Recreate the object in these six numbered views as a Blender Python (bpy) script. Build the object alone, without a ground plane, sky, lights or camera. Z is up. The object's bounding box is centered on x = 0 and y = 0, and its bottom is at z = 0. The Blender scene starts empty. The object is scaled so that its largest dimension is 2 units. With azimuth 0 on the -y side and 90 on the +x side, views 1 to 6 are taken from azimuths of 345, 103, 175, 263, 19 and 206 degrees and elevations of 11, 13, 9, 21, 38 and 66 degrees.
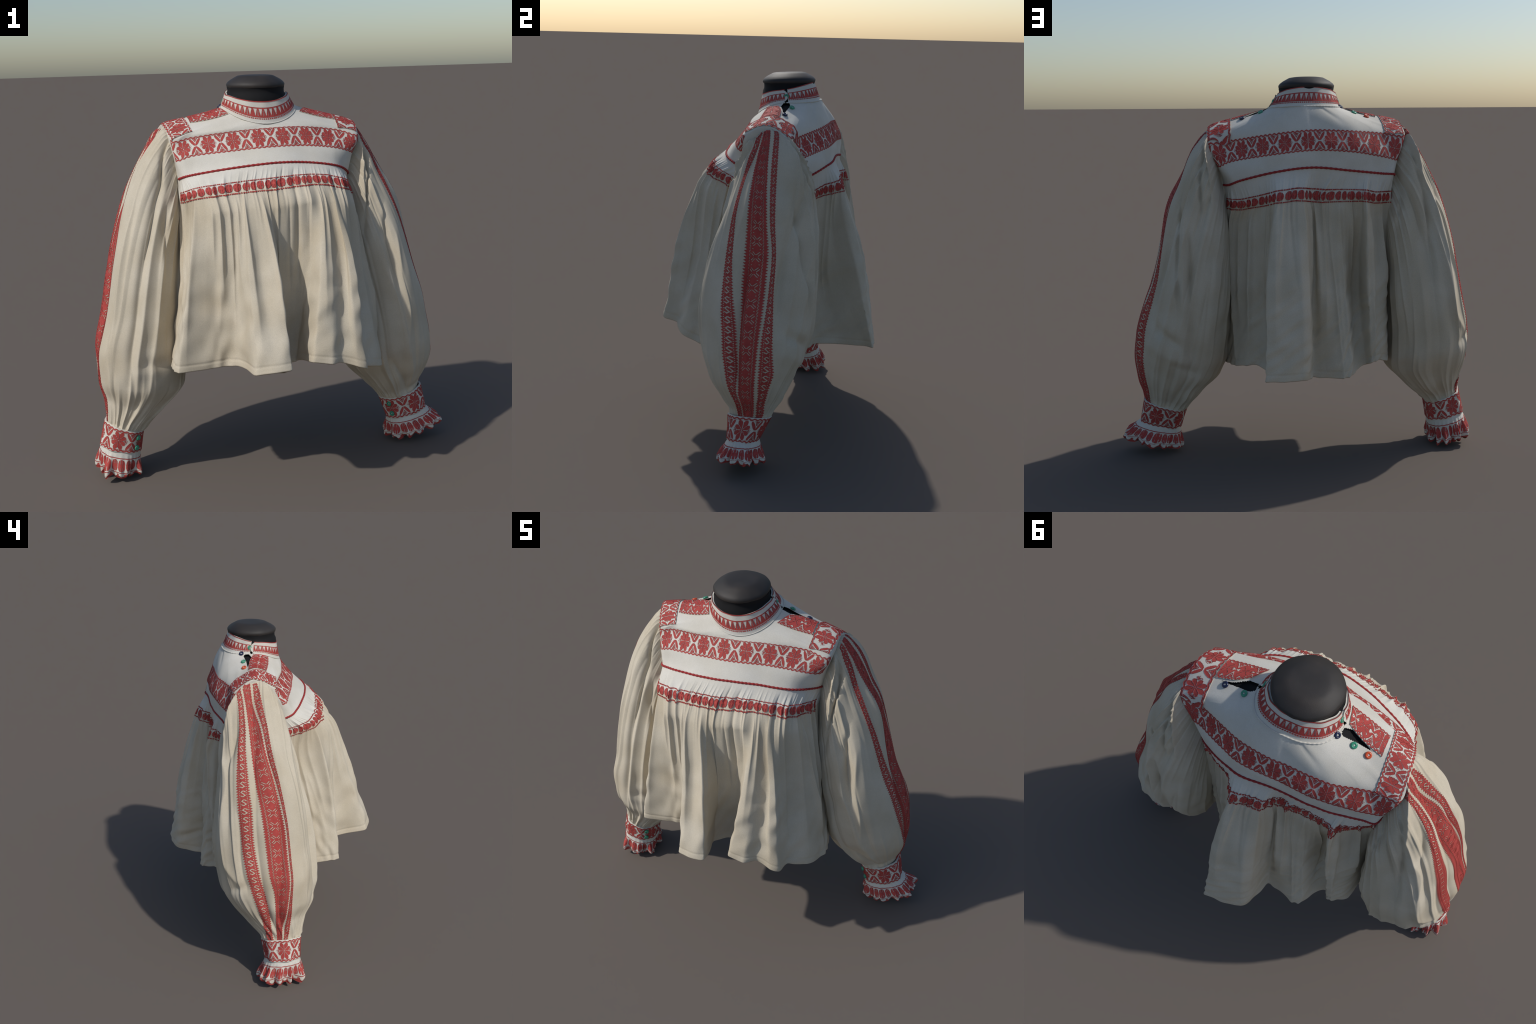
"""Embroidered folk blouse with gathered skirt and balloon sleeves on a dark dress form."""
import bpy, math
import numpy as np
from mathutils import Vector
from mathutils.bvhtree import BVHTree

TAU = 2 * math.pi
rng = np.random.default_rng(11)

# ------------------------------------------------------------------ maths
def pchip(xk, yk):
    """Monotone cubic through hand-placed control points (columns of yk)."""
    xk = np.asarray(xk, float); yk = np.asarray(yk, float)
    flat = yk.ndim == 1
    if flat: yk = yk[:, None]
    h = np.diff(xk); d = np.diff(yk, axis=0) / h[:, None]
    m = np.zeros_like(yk)
    m[0], m[-1] = d[0], d[-1]
    if len(xk) > 2:
        w1 = (2 * h[1:] + h[:-1])[:, None]; w2 = (h[1:] + 2 * h[:-1])[:, None]
        with np.errstate(divide="ignore", invalid="ignore"):
            hm = (w1 + w2) / (w1 / d[:-1] + w2 / d[1:])
        m[1:-1] = np.where(d[:-1] * d[1:] > 0, np.nan_to_num(hm), 0)
    def f(x):
        x = np.asarray(x, float); sh = x.shape; x = x.ravel()
        i = np.clip(np.searchsorted(xk, x, "right") - 1, 0, len(xk) - 2)
        t = ((x - xk[i]) / h[i])[:, None]; t = np.clip(t, -.5, 1.5)
        hh = h[i][:, None]
        r = (yk[i] * (1 + 2 * t) * (1 - t) ** 2 + m[i] * hh * t * (1 - t) ** 2
             + yk[i + 1] * t * t * (3 - 2 * t) + m[i + 1] * hh * t * t * (t - 1))
        return r[:, 0].reshape(sh) if flat else r.reshape(sh + (yk.shape[1],))
    return f

def pchip_loop(xk, yk, period):
    xk = np.asarray(xk, float); yk = np.asarray(yk, float)
    X = np.concatenate([xk[-4:] - period, xk, xk[:4] + period])
    Y = np.concatenate([yk[-4:], yk, yk[:4]])
    f = pchip(X, Y)
    return lambda x: f(np.mod(x, period))

def catmull_loop(yk):
    yk = np.asarray(yk, float); n = len(yk)
    def f(x):
        x = np.mod(np.asarray(x, float), n); i = np.floor(x).astype(int); t = (x - i)[..., None]
        a, b, c, d = (yk[(i + k) % n] for k in (-1, 0, 1, 2))
        return .5 * (2 * b + (c - a) * t + (2 * a - 5 * b + 4 * c - d) * t * t + (3 * b - a - 3 * c + d) * t ** 3)
    return f

def smooth(a, b, x):
    t = np.clip((x - a) / (b - a), 0, 1); return t * t * (3 - 2 * t)

class Waves:
    """Loop-periodic 1-D noise made of a few random harmonics, for pleats and gathers."""
    def __init__(self, lo, hi, n, seed):
        r = np.random.default_rng(seed)
        self.k = r.integers(lo, hi + 1, n); self.ph = r.uniform(0, TAU, n); self.a = r.uniform(.5, 1, n)
        self.dr = r.uniform(-1, 1, n)
        self.a /= np.sqrt((self.a ** 2).sum() / 2)
    def __call__(self, x, drift=0.0):          # x in 0..1 round the loop
        o = 0
        for k, p, a, d in zip(self.k, self.ph, self.a, self.dr):
            o = o + a * np.sin(TAU * k * x + p + d * drift)
        return o

class Crumple:
    """2-D wrinkle field on metre coordinates."""
    def __init__(self, wl, n, seed, stretch=1.0):
        r = np.random.default_rng(seed); an = r.uniform(0, TAU, n); k = TAU / (wl * r.uniform(.6, 1.6, n))
        self.kx, self.ky = k * np.cos(an), k * np.sin(an) * stretch
        self.ph = r.uniform(0, TAU, n); self.n = n
    def __call__(self, x, y):
        o = 0
        for a, b, p in zip(self.kx, self.ky, self.ph): o = o + np.sin(a * x + b * y + p)
        return o / math.sqrt(self.n / 2)

class Folds:
    """Irregular long folds: jittered ridges, each with its own width, height, slant and run."""
    def __init__(self, n, seed, width, height, starts, ends, slant=.02, valleys=.25):
        r = np.random.default_rng(seed)
        self.g = (np.arange(n) + r.uniform(-.38, .38, n)) / n
        self.w = r.uniform(*width, n); self.h = r.uniform(*height, n) * np.where(r.random(n) < valleys, -.8, 1)
        self.a = r.uniform(*starts, n); self.b = r.uniform(*ends, n); self.sl = r.uniform(-slant, slant, n)
        self.bend = r.uniform(-slant, slant, n) * .6; self.ph = r.uniform(0, TAU, n)
    def __call__(self, g, w):
        o = np.zeros(np.broadcast(g, w).shape)
        for c, wd, h, a, b, sl, bd, ph in zip(self.g, self.w, self.h, self.a, self.b, self.sl, self.bend, self.ph):
            x = np.mod(g - c - sl * w - bd * np.sin(3 * w + ph) + .5, 1) - .5
            wide = wd * (.6 + .8 * np.clip(w, 0, 1)); x = x / wide
            near = np.abs(x) < 3
            if not near.any(): continue
            run = smooth(a - .06, a + .10, w) * (1 - smooth(b - .22, b + .05, w))
            o = o + np.where(near, h * run * np.where(x < 0, np.exp(-np.abs(x) ** 1.5), np.exp(-np.abs(1.7 * x) ** 1.3)), 0) - h * run * wide * 1.45     # folds add no girth on average
        return o

def unit(v): return v / np.maximum(np.linalg.norm(v, axis=-1, keepdims=True), 1e-12)

def grid_normals(P, loop=False):
    if loop:
        du = np.roll(P, -1, 0) - np.roll(P, 1, 0)
    else:
        du = np.gradient(P, axis=0)
    dv = np.gradient(P, axis=1)
    return unit(np.cross(du, dv))

# ------------------------------------------------------------------ meshes
def new_object(name, verts, faces, material, parent=None, smooth_shading=True):
    me = bpy.data.meshes.new(name)
    verts = np.ascontiguousarray(verts, np.float32).reshape(-1, 3)
    faces = [np.ascontiguousarray(f, np.int32) for f in (faces if isinstance(faces, list) else [faces]) if len(f)]
    loops = np.concatenate([f.ravel() for f in faces]); sizes = np.concatenate([np.full(len(f), f.shape[1]) for f in faces])
    me.vertices.add(len(verts)); me.vertices.foreach_set("co", verts.ravel())
    me.loops.add(len(loops)); me.loops.foreach_set("vertex_index", loops)
    me.polygons.add(len(sizes))
    me.polygons.foreach_set("loop_start", np.concatenate([[0], np.cumsum(sizes)[:-1]]).astype(np.int32))
    me.update(calc_edges=True); me.validate()
    if smooth_shading: me.shade_smooth()
    for m in (material if isinstance(material, (list, tuple)) else [material]): me.materials.append(m)
    ob = bpy.data.objects.new(name, me)
    bpy.context.scene.collection.objects.link(ob)
    if parent is not None: ob.parent = parent
    return ob

def quads(nu, nv, loop=False, base=0):
    i = np.arange(nu if loop else nu - 1)[:, None]; j = np.arange(nv - 1)[None, :]
    i2 = (i + 1) % nu
    q = np.stack([i * nv + j, i2 * nv + j, i2 * nv + j + 1, i * nv + j + 1], -1).reshape(-1, 4)
    return q + base

def empty(name, loc=(0, 0, 0)):
    e = bpy.data.objects.new(name, None); e.location = loc
    bpy.context.scene.collection.objects.link(e); return e

# ------------------------------------------------------------------ materials
def node_material(name, base, vary=(1, 1, 1), vary_scale=6.0, rough=.85, grain=.15, grain_scale=420.0, second=None, second_scale=2.2,
                  second_amount=.5, sheen=.0, specular=.25):
    m = bpy.data.materials.new(name); m.use_nodes = True
    nt = m.node_tree; N, L = nt.nodes, nt.links
    b = N["Principled BSDF"]
    b.inputs["Roughness"].default_value = rough
    b.inputs["Specular IOR Level"].default_value = specular
    b.inputs["Sheen Weight"].default_value = sheen
    tc = N.new("ShaderNodeTexCoord")
    n1 = N.new("ShaderNodeTexNoise"); n1.inputs["Scale"].default_value = vary_scale; n1.inputs["Detail"].default_value = 6
    L.new(tc.outputs["Object"], n1.inputs["Vector"])
    ramp = N.new("ShaderNodeValToRGB")
    ramp.color_ramp.elements[0].position, ramp.color_ramp.elements[1].position = .3, .7
    ramp.color_ramp.elements[0].color = (*[c * v for c, v in zip(base, vary)], 1)
    ramp.color_ramp.elements[1].color = (*base, 1)
    L.new(n1.outputs["Fac"], ramp.inputs["Fac"])
    col = ramp.outputs["Color"]
    if second:
        n2 = N.new("ShaderNodeTexNoise"); n2.inputs["Scale"].default_value = second_scale; n2.inputs["Detail"].default_value = 4
        L.new(tc.outputs["Object"], n2.inputs["Vector"])
        mr = N.new("ShaderNodeMapRange"); mr.inputs["From Min"].default_value = .45; mr.inputs["From Max"].default_value = .75
        mr.inputs["To Max"].default_value = second_amount
        L.new(n2.outputs["Fac"], mr.inputs["Value"])
        mx = N.new("ShaderNodeMix"); mx.data_type = "RGBA"
        L.new(mr.outputs["Result"], mx.inputs["Factor"]); L.new(col, mx.inputs["A"]); mx.inputs["B"].default_value = (*second, 1)
        col = mx.outputs["Result"]
    # thread grain: fine light/dark specks plus a bump
    n3 = N.new("ShaderNodeTexNoise"); n3.inputs["Scale"].default_value = grain_scale; n3.inputs["Detail"].default_value = 2
    L.new(tc.outputs["Object"], n3.inputs["Vector"])
    mg = N.new("ShaderNodeMapRange"); mg.inputs["From Min"].default_value = .25; mg.inputs["From Max"].default_value = .75
    mg.inputs["To Min"].default_value = 1 - grain; mg.inputs["To Max"].default_value = 1 + grain * .4
    L.new(n3.outputs["Fac"], mg.inputs["Value"])
    mul = N.new("ShaderNodeVectorMath"); mul.operation = "SCALE"
    L.new(col, mul.inputs[0]); L.new(mg.outputs["Result"], mul.inputs["Scale"])
    L.new(mul.outputs["Vector"], b.inputs["Base Color"])
    bp = N.new("ShaderNodeBump"); bp.inputs["Strength"].default_value = .25; bp.inputs["Distance"].default_value = .002
    L.new(n3.outputs["Fac"], bp.inputs["Height"]); L.new(bp.outputs["Normal"], b.inputs["Normal"])
    return m

WHITE = node_material("bleached_linen", (.66, .635, .572), (.91, .895, .865), 9, grain=.14)
LINEN = node_material("cream_linen", (.61, .55, .445), (.87, .855, .82), 6, grain=.18, second=(.50, .42, .30), second_scale=4, second_amount=.65)
RED = node_material("red_embroidery_thread", (.48, .074, .064), (.80, .74, .74), 30, rough=.75, grain=.35, grain_scale=500)
PIPE = node_material("red_piping_cord", (.36, .035, .035), (.8, .8, .8), 40, rough=.8, grain=.3)
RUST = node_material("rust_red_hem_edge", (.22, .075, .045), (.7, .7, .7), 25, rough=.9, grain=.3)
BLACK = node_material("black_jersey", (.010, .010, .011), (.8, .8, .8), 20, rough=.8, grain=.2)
LEATHER = node_material("dark_leather", (.030, .026, .024), (.7, .7, .7), 14, rough=.62, grain=.15, second=(.048, .036, .028), second_scale=9, specular=.45)
GREEN = node_material("green_glass_bead", (.05, .30, .18), (.6, .8, .8), 60, rough=.25, grain=.1, specular=.5)
BLUE = node_material("navy_glass_bead", (.012, .018, .06), (.7, .7, .7), 60, rough=.2, grain=.1, specular=.5)
ORANGE = node_material("orange_red_bead", (.62, .085, .025), (.8, .8, .8), 60, rough=.3, grain=.1, specular=.5)
PALE = node_material("bead_hole_thread", (.6, .6, .56), rough=.6)

# ------------------------------------------------------------------ body surface
# 16 stations run round the body: 0 left side, 1-7 across the front, 8 right side, 9-15 across the back.
def neck_ring(cx, cy, rx, ry, front, side, back, back_power):
    a = math.pi + np.arange(16) / 16 * TAU
    s = np.sin(a)
    z = np.where(s < 0, side + (front - side) * np.abs(s) ** 1.6, side + (back - side) * np.abs(s) ** 1.3)
    p = np.where(s > 0, back_power, 2.0)
    k = 1 / (np.abs(np.cos(a)) ** p + np.abs(s) ** p) ** (1 / p)
    return np.stack([cx + rx * np.cos(a) * k, cy + ry * s * k, z], -1)

RING_NECK = neck_ring(-.030, .082, .187, .170, 1.765, 1.842, 1.852, 2.6)
RING_COLLAR = neck_ring(-.042, .070, .153, .139, 1.872, 1.909, 1.950, 2.2)
RING_YOKE = [(-.518, .125, 1.768), (-.489, .003, 1.700), (-.400, -.018, 1.713), (-.220, -.075, 1.735),
             (-.040, -.100, 1.745), (.140, -.092, 1.745), (.330, -.062, 1.722), (.445, -.058, 1.690),
             (.470, .075, 1.740), (.477, .191, 1.676), (.360, .205, 1.685), (.150, .288, 1.718),
             (-.050, .312, 1.737), (-.250, .303, 1.730), (-.424, .251, 1.716), (-.527, .240, 1.705)]
RING_BAND = [(-.475, .130, 1.620), (-.478, -.045, 1.600), (-.400, -.088, 1.625), (-.220, -.138, 1.642),
             (-.040, -.168, 1.655), (.140, -.158, 1.652), (.300, -.140, 1.632), (.405, -.085, 1.600),
             (.430, .070, 1.580), (.422, .206, 1.545), (.350, .250, 1.575), (.150, .335, 1.610),
             (-.050, .350, 1.630), (-.250, .345, 1.620), (-.420, .305, 1.590), (-.490, .260, 1.575)]
RING_PIPING = [(-.460, .120, 1.480), (-.470, -.065, 1.520), (-.400, -.130, 1.543), (-.220, -.207, 1.572),
               (-.040, -.240, 1.587), (.120, -.225, 1.580), (.280, -.185, 1.553), (.383, -.075, 1.507),
               (.410, .080, 1.460), (.375, .215, 1.455), (.305, .286, 1.485), (.130, .352, 1.530),
               (-.050, .350, 1.548), (-.240, .344, 1.530), (-.400, .306, 1.512), (-.470, .280, 1.505)]
GATHER = [(0.0, -.460, .120, 1.400), (0.55, -.470, .000, 1.420), (1.0, -.462, -.130, 1.440), (1.45, -.438, -.215, 1.462), (2.0, -.400, -.248, 1.474),
          (3.0, -.250, -.288, 1.490), (4.0, -.070, -.316, 1.503), (5.0, .100, -.308, 1.512), (5.5, .190, -.304, 1.506), (6.0, .265, -.274, 1.486), (6.5, .318, -.236, 1.470), (7.0, .352, -.168, 1.445),
          (8.0, .395, .060, 1.370), (9.0, .365, .215, 1.362), (9.6, .311, .262, 1.360), (10.0, .264, .295, 1.370), (10.6, .190, .332, 1.388),
          (10.8, .163, .385, 1.400), (10.95, .140, .415, 1.410), (11.3, .089, .410, 1.414), (11.6, .045, .405, 1.420), (11.85, 0.010, 0.398, 1.418),
          (12.0, -.018, .354, 1.411), (12.2, -.047, .337, 1.408), (12.6, -.096, .341, 1.405), (13.0, -.215, .345, 1.407), (13.38, -.288, .362, 1.407),
          (13.5, -.305, .377, 1.407), (13.65, -.328, .340, 1.400), (14.0, -.365, .318, 1.391), (14.6, -.420, .285, 1.390), (15.2, -.455, .235, 1.390)]
# hem: station along the body -> where the deep folds swing out to
HEM = [(0.00, -.500, .050, .560), (0.70, -.575, -.180, .625), (1.20, -.588, -.300, .637), (1.50, -.570, -.343, .637),
       (1.95, -.440, -.338, .637), (2.40, -.360, -.338, .643), (2.72, -.298, -.362, .648), (2.95, -.272, -.455, .655), (3.08, -.264, -.570, .662),
       (3.20, -.248, -.598, .668), (3.50, -.125, -.634, .684), (3.62, -.097, -.622, .684), (3.78, -.108, -.520, .640),
       (3.95, -.128, -.412, .615), (4.10, -.095, -.382, .622), (4.30, -.045, -.366, .632), (4.65, .000, -.375, .645), (4.95, .005, -.470, .675),
       (5.15, .025, -.568, .690), (5.31, .105, -.584, .677), (5.46, .172, -.540, .663), (5.62, .250, -.560, .640),
       (5.76, .293, -.545, .624), (6.05, 0.322, -0.455, .608), (6.42, 0.412, -0.410, .582), (6.75, 0.462, -0.324, .562), (7.20, 0.480, -0.235, .545),
       (8.00, .420, .050, .500), (9.20, .362, .195, .505), (9.90, .305, .290, .525), (10.35, 0.233, 0.337, .535),
       (10.65, 0.198, 0.462, .530), (10.80, .205, .580, .533), (10.92, .220, .636, .535), (11.10, .170, .640, .533),
       (11.65, .035, .612, .529), (11.85, .000, .575, .522), (12.05, -.040, .440, .495), (12.30, -.085, .445, .490),
       (12.70, -.180, .470, .492), (12.95, -.232, .455, .500), (13.15, -.262, .390, .508), (13.35, -.315, .355, .530),
       (13.50, -.345, .395, .550), (13.75, -.385, .390, .560), (14.3, -0.430, 0.343, .545), (15.2, -.460, .200, .520)]
# half way down the skirt
MIDWAY = [(0.00, -.490, .090, .990), (0.70, -0.487, -0.110, 1.050), (1.20, -0.477, -0.221, 1.070), (1.50, -0.487, -0.297, 1.080),
          (1.95, -.422, -.322, 1.085), (2.20, -0.378, -0.330, 1.09), (2.40, -0.350, -0.353, 1.095), (2.75, -0.288, -0.362, 1.095), (3.08, -0.255, -0.432, 1.100),
          (3.20, -0.240, -0.456, 1.105), (3.36, -0.190, -0.455, 1.108), (3.50, -0.140, -0.486, 1.110), (3.62, -0.112, -0.496, 1.115), (3.78, -.100, -.450, 1.100),
          (3.95, -0.080, -0.375, 1.085), (4.30, -0.020, -0.374, 1.080), (4.65, 0.035, -0.384, 1.085), (4.95, 0.065, -0.405, 1.100),
          (5.15, 0.098, -0.477, 1.100), (5.31, 0.155, -0.468, 1.100), (5.46, .212, -.448, 1.095), (5.62, .240, -.474, 1.090),
          (5.76, 0.270, -0.473, 1.085), (6.05, .280, -.368, 1.070), (6.42, 0.344, -0.314, 1.050), (6.75, 0.394, -0.267, 1.030), (7.20, .422, -.180, 1.010),
          (8.00, .400, .060, .950), (9.20, 0.374, 0.190, .940), (9.90, 0.318, 0.243, .950), (10.35, 0.244, 0.300, .960),
          (10.65, 0.198, 0.332, .970), (10.80, 0.192, 0.412, .980), (10.92, .213, .520, .980), (11.10, 0.165, 0.553, .980), (11.40, 0.100, 0.556, .980),
          (11.65, 0.040, 0.550, .980), (11.85, .000, .492, .975), (12.05, -0.042, 0.400, .955), (12.30, -0.075, 0.414, .955),
          (12.70, -0.150, 0.404, .955), (12.95, -0.205, 0.390, .960), (13.15, -0.240, 0.286, .965), (13.35, -0.285, 0.290, .975),
          (13.50, -0.318, 0.403, .980), (13.75, -0.355, 0.368, .980), (14.3, -0.425, 0.313, .975), (15.2, -.460, .180, .970)]
# just under the gathers, where the cloth puffs out
PUFF = [(0.00, -.475, .110), (0.70, -0.470, -0.050), (1.20, -0.446, -0.165), (1.50, -.440, -.248), (1.95, -.395, -.292), (2.40, -0.342, -0.335),
        (2.75, -.285, -.345), (3.08, -0.240, -0.363), (3.20, -0.228, -0.371), (3.50, -.155, -.386), (3.62, -.135, -.390), (3.78, -.110, -.378),
        (3.95, -0.085, -0.382), (4.30, -0.020, -0.390), (4.65, 0.040, -0.390), (4.95, 0.090, -0.394), (5.15, 0.135, -0.371), (5.31, 0.165, -0.374), (5.46, .190, -.370),
        (5.62, .210, -.386), (5.76, 0.238, -0.376), (6.05, 0.278, -0.337), (6.42, 0.322, -0.296), (6.75, 0.352, -0.225), (7.20, 0.378, -0.148),
        (8.00, .395, .060), (9.20, 0.374, 0.204), (9.90, .300, .237), (10.35, .235, .288), (10.65, .190, .340), (10.80, 0.166, 0.377), (10.92, .165, .425),
        (11.10, 0.135, 0.450), (11.4, 0.090, 0.448), (11.65, 0.045, 0.447), (11.85, 0.002, 0.424), (12.05, -0.044, 0.357), (12.30, -.065, .365), (12.70, -.120, .358),
        (12.95, -.205, .350), (13.15, -.250, .332), (13.35, -.285, .345), (13.50, -.308, .405), (13.75, -0.345, 0.327), (14.3, -0.400, 0.277), (15.2, -.457, .220)]
MID_AT, PUFF_AT = .48, .13

loop_of = lambda table: pchip_loop([h[0] for h in table], [h[1:] for h in table], 16)
hem_fn, mid_fn, puff_fn = loop_of(HEM), loop_of(MIDWAY), loop_of(PUFF)
ring_fns = [catmull_loop(r) for r in (RING_NECK, RING_YOKE, RING_BAND, RING_PIPING)] + [loop_of(GATHER)]

# arc length round the gathered band, so pleats come evenly spaced
_s = np.linspace(0, 16, 1601); _g = ring_fns[4](_s)
_len = np.concatenate([[0], np.cumsum(np.linalg.norm(np.diff(_g, axis=0), axis=1))]); GIRTH = _len[-1]
def girth(s): return np.interp(np.mod(s, 16), _s, _len) / GIRTH

gathers = Folds(120, 3, (.0026, .0045), (.003, .0075), (-.16, -.08), (.05, .32), .004, .2)
pleats = Folds(60, 8, (.0035, .0085), (.007, .020), (-.10, .10), (.45, 1.25), .010, .15)
drapes = Folds(22, 21, (.012, .024), (.004, .012), (.02, .30), (.8, 1.3), .012, .4)
creases = Crumple(.10, 14, 5); soft = Crumple(.30, 8, 6)

def body_base(s, t):
    """s: station 0..16, t: 0 neck seam, 1 shoulder edge, 2 band foot, 3 piping, 4 gather stitching, 5 hem."""
    s, t = np.broadcast_arrays(np.asarray(s, float), np.asarray(t, float))
    R = [f(s) for f in ring_fns]
    # monotone interpolation over levels, vectorised
    K = np.stack(R, 0); d = np.diff(K, axis=0)
    m = np.empty_like(K); m[0] = d[0]
    m[1:-1] = np.where(d[:-1] * d[1:] > 0, 2 * d[:-1] * d[1:] / np.where(d[:-1] + d[1:] == 0, 1, d[:-1] + d[1:]), 0)
    H = hem_fn(s)
    m[-1] = .5 * d[-1] + .07 * (mid_fn(s) - K[-1]) / MID_AT * .5
    tt = np.clip(t, 0, 4); i = np.minimum(tt.astype(int), 3); x = (tt - i)[..., None]
    take = lambda A, k: np.take_along_axis(A, np.broadcast_to((i + k)[None, ..., None], (1,) + i.shape + (3,)), 0)[0]
    P = (take(K, 0) * (1 + 2 * x) * (1 - x) ** 2 + take(m, 0) * x * (1 - x) ** 2
         + take(K, 1) * x * x * (3 - 2 * x) + take(m, 1) * x * x * (x - 1))
    # skirt: monotone run through gathers, puff, half way and hem
    F = K[4]; M = mid_fn(s)
    U = np.concatenate([puff_fn(s), F[..., 2:] + PUFF_AT * (H[..., 2:] - F[..., 2:])], -1)
    w = np.clip(t - 4, 0, 1.02)[..., None]; kn = (0, PUFF_AT, MID_AT, 1.0); N = (F, U, M, H)
    sl = [(N[j + 1] - N[j]) / (kn[j + 1] - kn[j]) for j in range(3)]
    hm = lambda p, q: np.where(p * q > 0, 2 * p * q / np.where(p + q == 0, 1, p + q), 0)
    tg = (sl[0], hm(sl[0], sl[1]), hm(sl[1], sl[2]), sl[2])
    fall = N[0] + 0 * w
    for j in range(3):
        h = kn[j + 1] - kn[j]; x = np.clip((w - kn[j]) / h, 0, 1.05)
        seg = (N[j] * (1 + 2 * x) * (1 - x) ** 2 + tg[j] * h * x * (1 - x) ** 2 + N[j + 1] * x * x * (3 - 2 * x) + tg[j + 1] * h * x * x * (x - 1))
        fall = np.where(w >= kn[j], seg, fall)
    # the upper back stands a little proud of the straight slope, the left shoulder sinks
    lift = 4 * t * (1 - t) * (t < 1) * (.006 * np.exp(-((s - 11.0) / 1.2) ** 2) - .010 * np.exp(-((s - 14.3) / .9) ** 2) - .012 * np.exp(-((s - 8.6) / 1.3) ** 2) - .010 * np.exp(-((np.mod(s + 8, 16) - 8) / 1.2) ** 2))
    P = P + lift[..., None] * np.array([0, .55, .83])
    return np.where(t[..., None] > 4, fall, P)

def body(s, t):
    P = body_base(s, t)
    s, t = np.broadcast_arrays(np.asarray(s, float), np.asarray(t, float))
    e = 1e-2
    du = body_base(s + e, t) - body_base(s - e, t)
    n = unit(np.stack([du[..., 1], -du[..., 0], 0 * s], -1))       # outward, horizontal
    g = girth(s); w = np.clip(t - 4, 0, 1)
    k = np.where(t < 4, (t - 4) * .115 / .88, w)                    # signed run below the gather stitching
    disp = np.zeros(s.shape)
    if (t > 3.0).any():
        tight = smooth(3.02, 3.6, t)
        disp = tight * (gathers(g, k) + pleats(g, k) * (1 - .6 * smooth(.5, 1, w)) + drapes(g, k) * (1 - .6 * smooth(.7, 1, w)))
    L = g * GIRTH * (1 + .5 * w)
    disp = disp + .0026 * smooth(.15, .9, w) * creases(L, w * .85) + .0012 * soft(L * 1.3, t * .2)
    seam = np.exp(-((w - .965) / .006) ** 2) * .0022              # hem stitching line
    return P + n * (disp - seam)[..., None]

T_ROWS = {"yoke": np.concatenate([np.linspace(0, 1, 46), np.linspace(1, 2, 36)[1:], np.linspace(2, 3, 26)[1:]]),
          "skirt": np.concatenate([np.linspace(3, 4, 40), 4 + np.linspace(0, 1, 190)[1:]])}
# stations: denser where the hem folds sharply
_w = np.linalg.norm(np.diff(hem_fn(_s), axis=0), axis=1) + .6 * np.diff(_len) + .0008
_c = np.concatenate([[0], np.cumsum(_w)]); _c /= _c[-1]
S_COLS = np.interp(np.arange(1100) / 1100, _c, _s)

blouse = empty("embroidered_blouse")
blouse["label"] = "cream linen folk blouse with red cross-stitch bands"
blouse["category"] = "blouse"
form = empty("dress_form")
form["label"] = "black padded dress form with leather capped neck"
form["category"] = "mannequin"

def in_polygon(x, y, poly):
    inside = np.zeros(x.shape, bool)
    for (x0, y0), (x1, y1) in zip(poly, poly[1:] + poly[:1]):
        c = (y0 > y) != (y1 > y)
        inside ^= c & (x < (x1 - x0) * (y - y0) / (y1 - y0 + 1e-12) + x0)
    return inside

SLITS = [[(-.208, .120), (-.250, .103), (-.300, .122), (-.357, .141), (-.289, .140), (-.227, .148)],
         [(.325, .114), (.262, .106), (.203, .082), (.160, .088), (.145, .110), (.180, .129), (.259, .119)]]

# yoke
Sg, Tg = np.meshgrid(S_COLS, T_ROWS["yoke"], indexing="ij")
Y = body(Sg, Tg); q = quads(*Sg.shape, loop=True)
cen = Y.reshape(-1, 3)[q].mean(1); tc_ = Tg.ravel()[q].mean(1)
hole = np.zeros(len(q), bool)
for poly in SLITS: hole |= in_polygon(cen[:, 0], cen[:, 1], poly) & (tc_ < .9)
yoke = new_object("yoke", Y, q[~hole], WHITE, blouse)
yoke_tree = BVHTree.FromPolygons([tuple(v) for v in Y[::4, ::2].reshape(-1, 3)],
                                 quads(*Y[::4, ::2].shape[:2], loop=True).tolist())

# skirt: outer face, turned hem, inner face
Sg, Tg = np.meshgrid(S_COLS, T_ROWS["skirt"], indexing="ij")
K = body(Sg, Tg); n = grid_normals(K, True)
outward = np.sign(np.mean(np.sum(n * (K - [0, .05, 1.1]), -1)))
n = n * outward
edge = K[:, -1] - n[:, -1] * .004 - [0, 0, .003]
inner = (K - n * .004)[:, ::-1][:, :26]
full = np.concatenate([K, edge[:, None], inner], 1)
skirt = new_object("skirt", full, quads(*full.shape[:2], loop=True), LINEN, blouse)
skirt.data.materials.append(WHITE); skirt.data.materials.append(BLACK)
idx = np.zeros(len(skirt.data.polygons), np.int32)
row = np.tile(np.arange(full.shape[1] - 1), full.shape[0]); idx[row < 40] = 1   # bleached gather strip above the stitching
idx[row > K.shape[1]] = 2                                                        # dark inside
skirt.data.polygons.foreach_set("material_index", idx)

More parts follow.
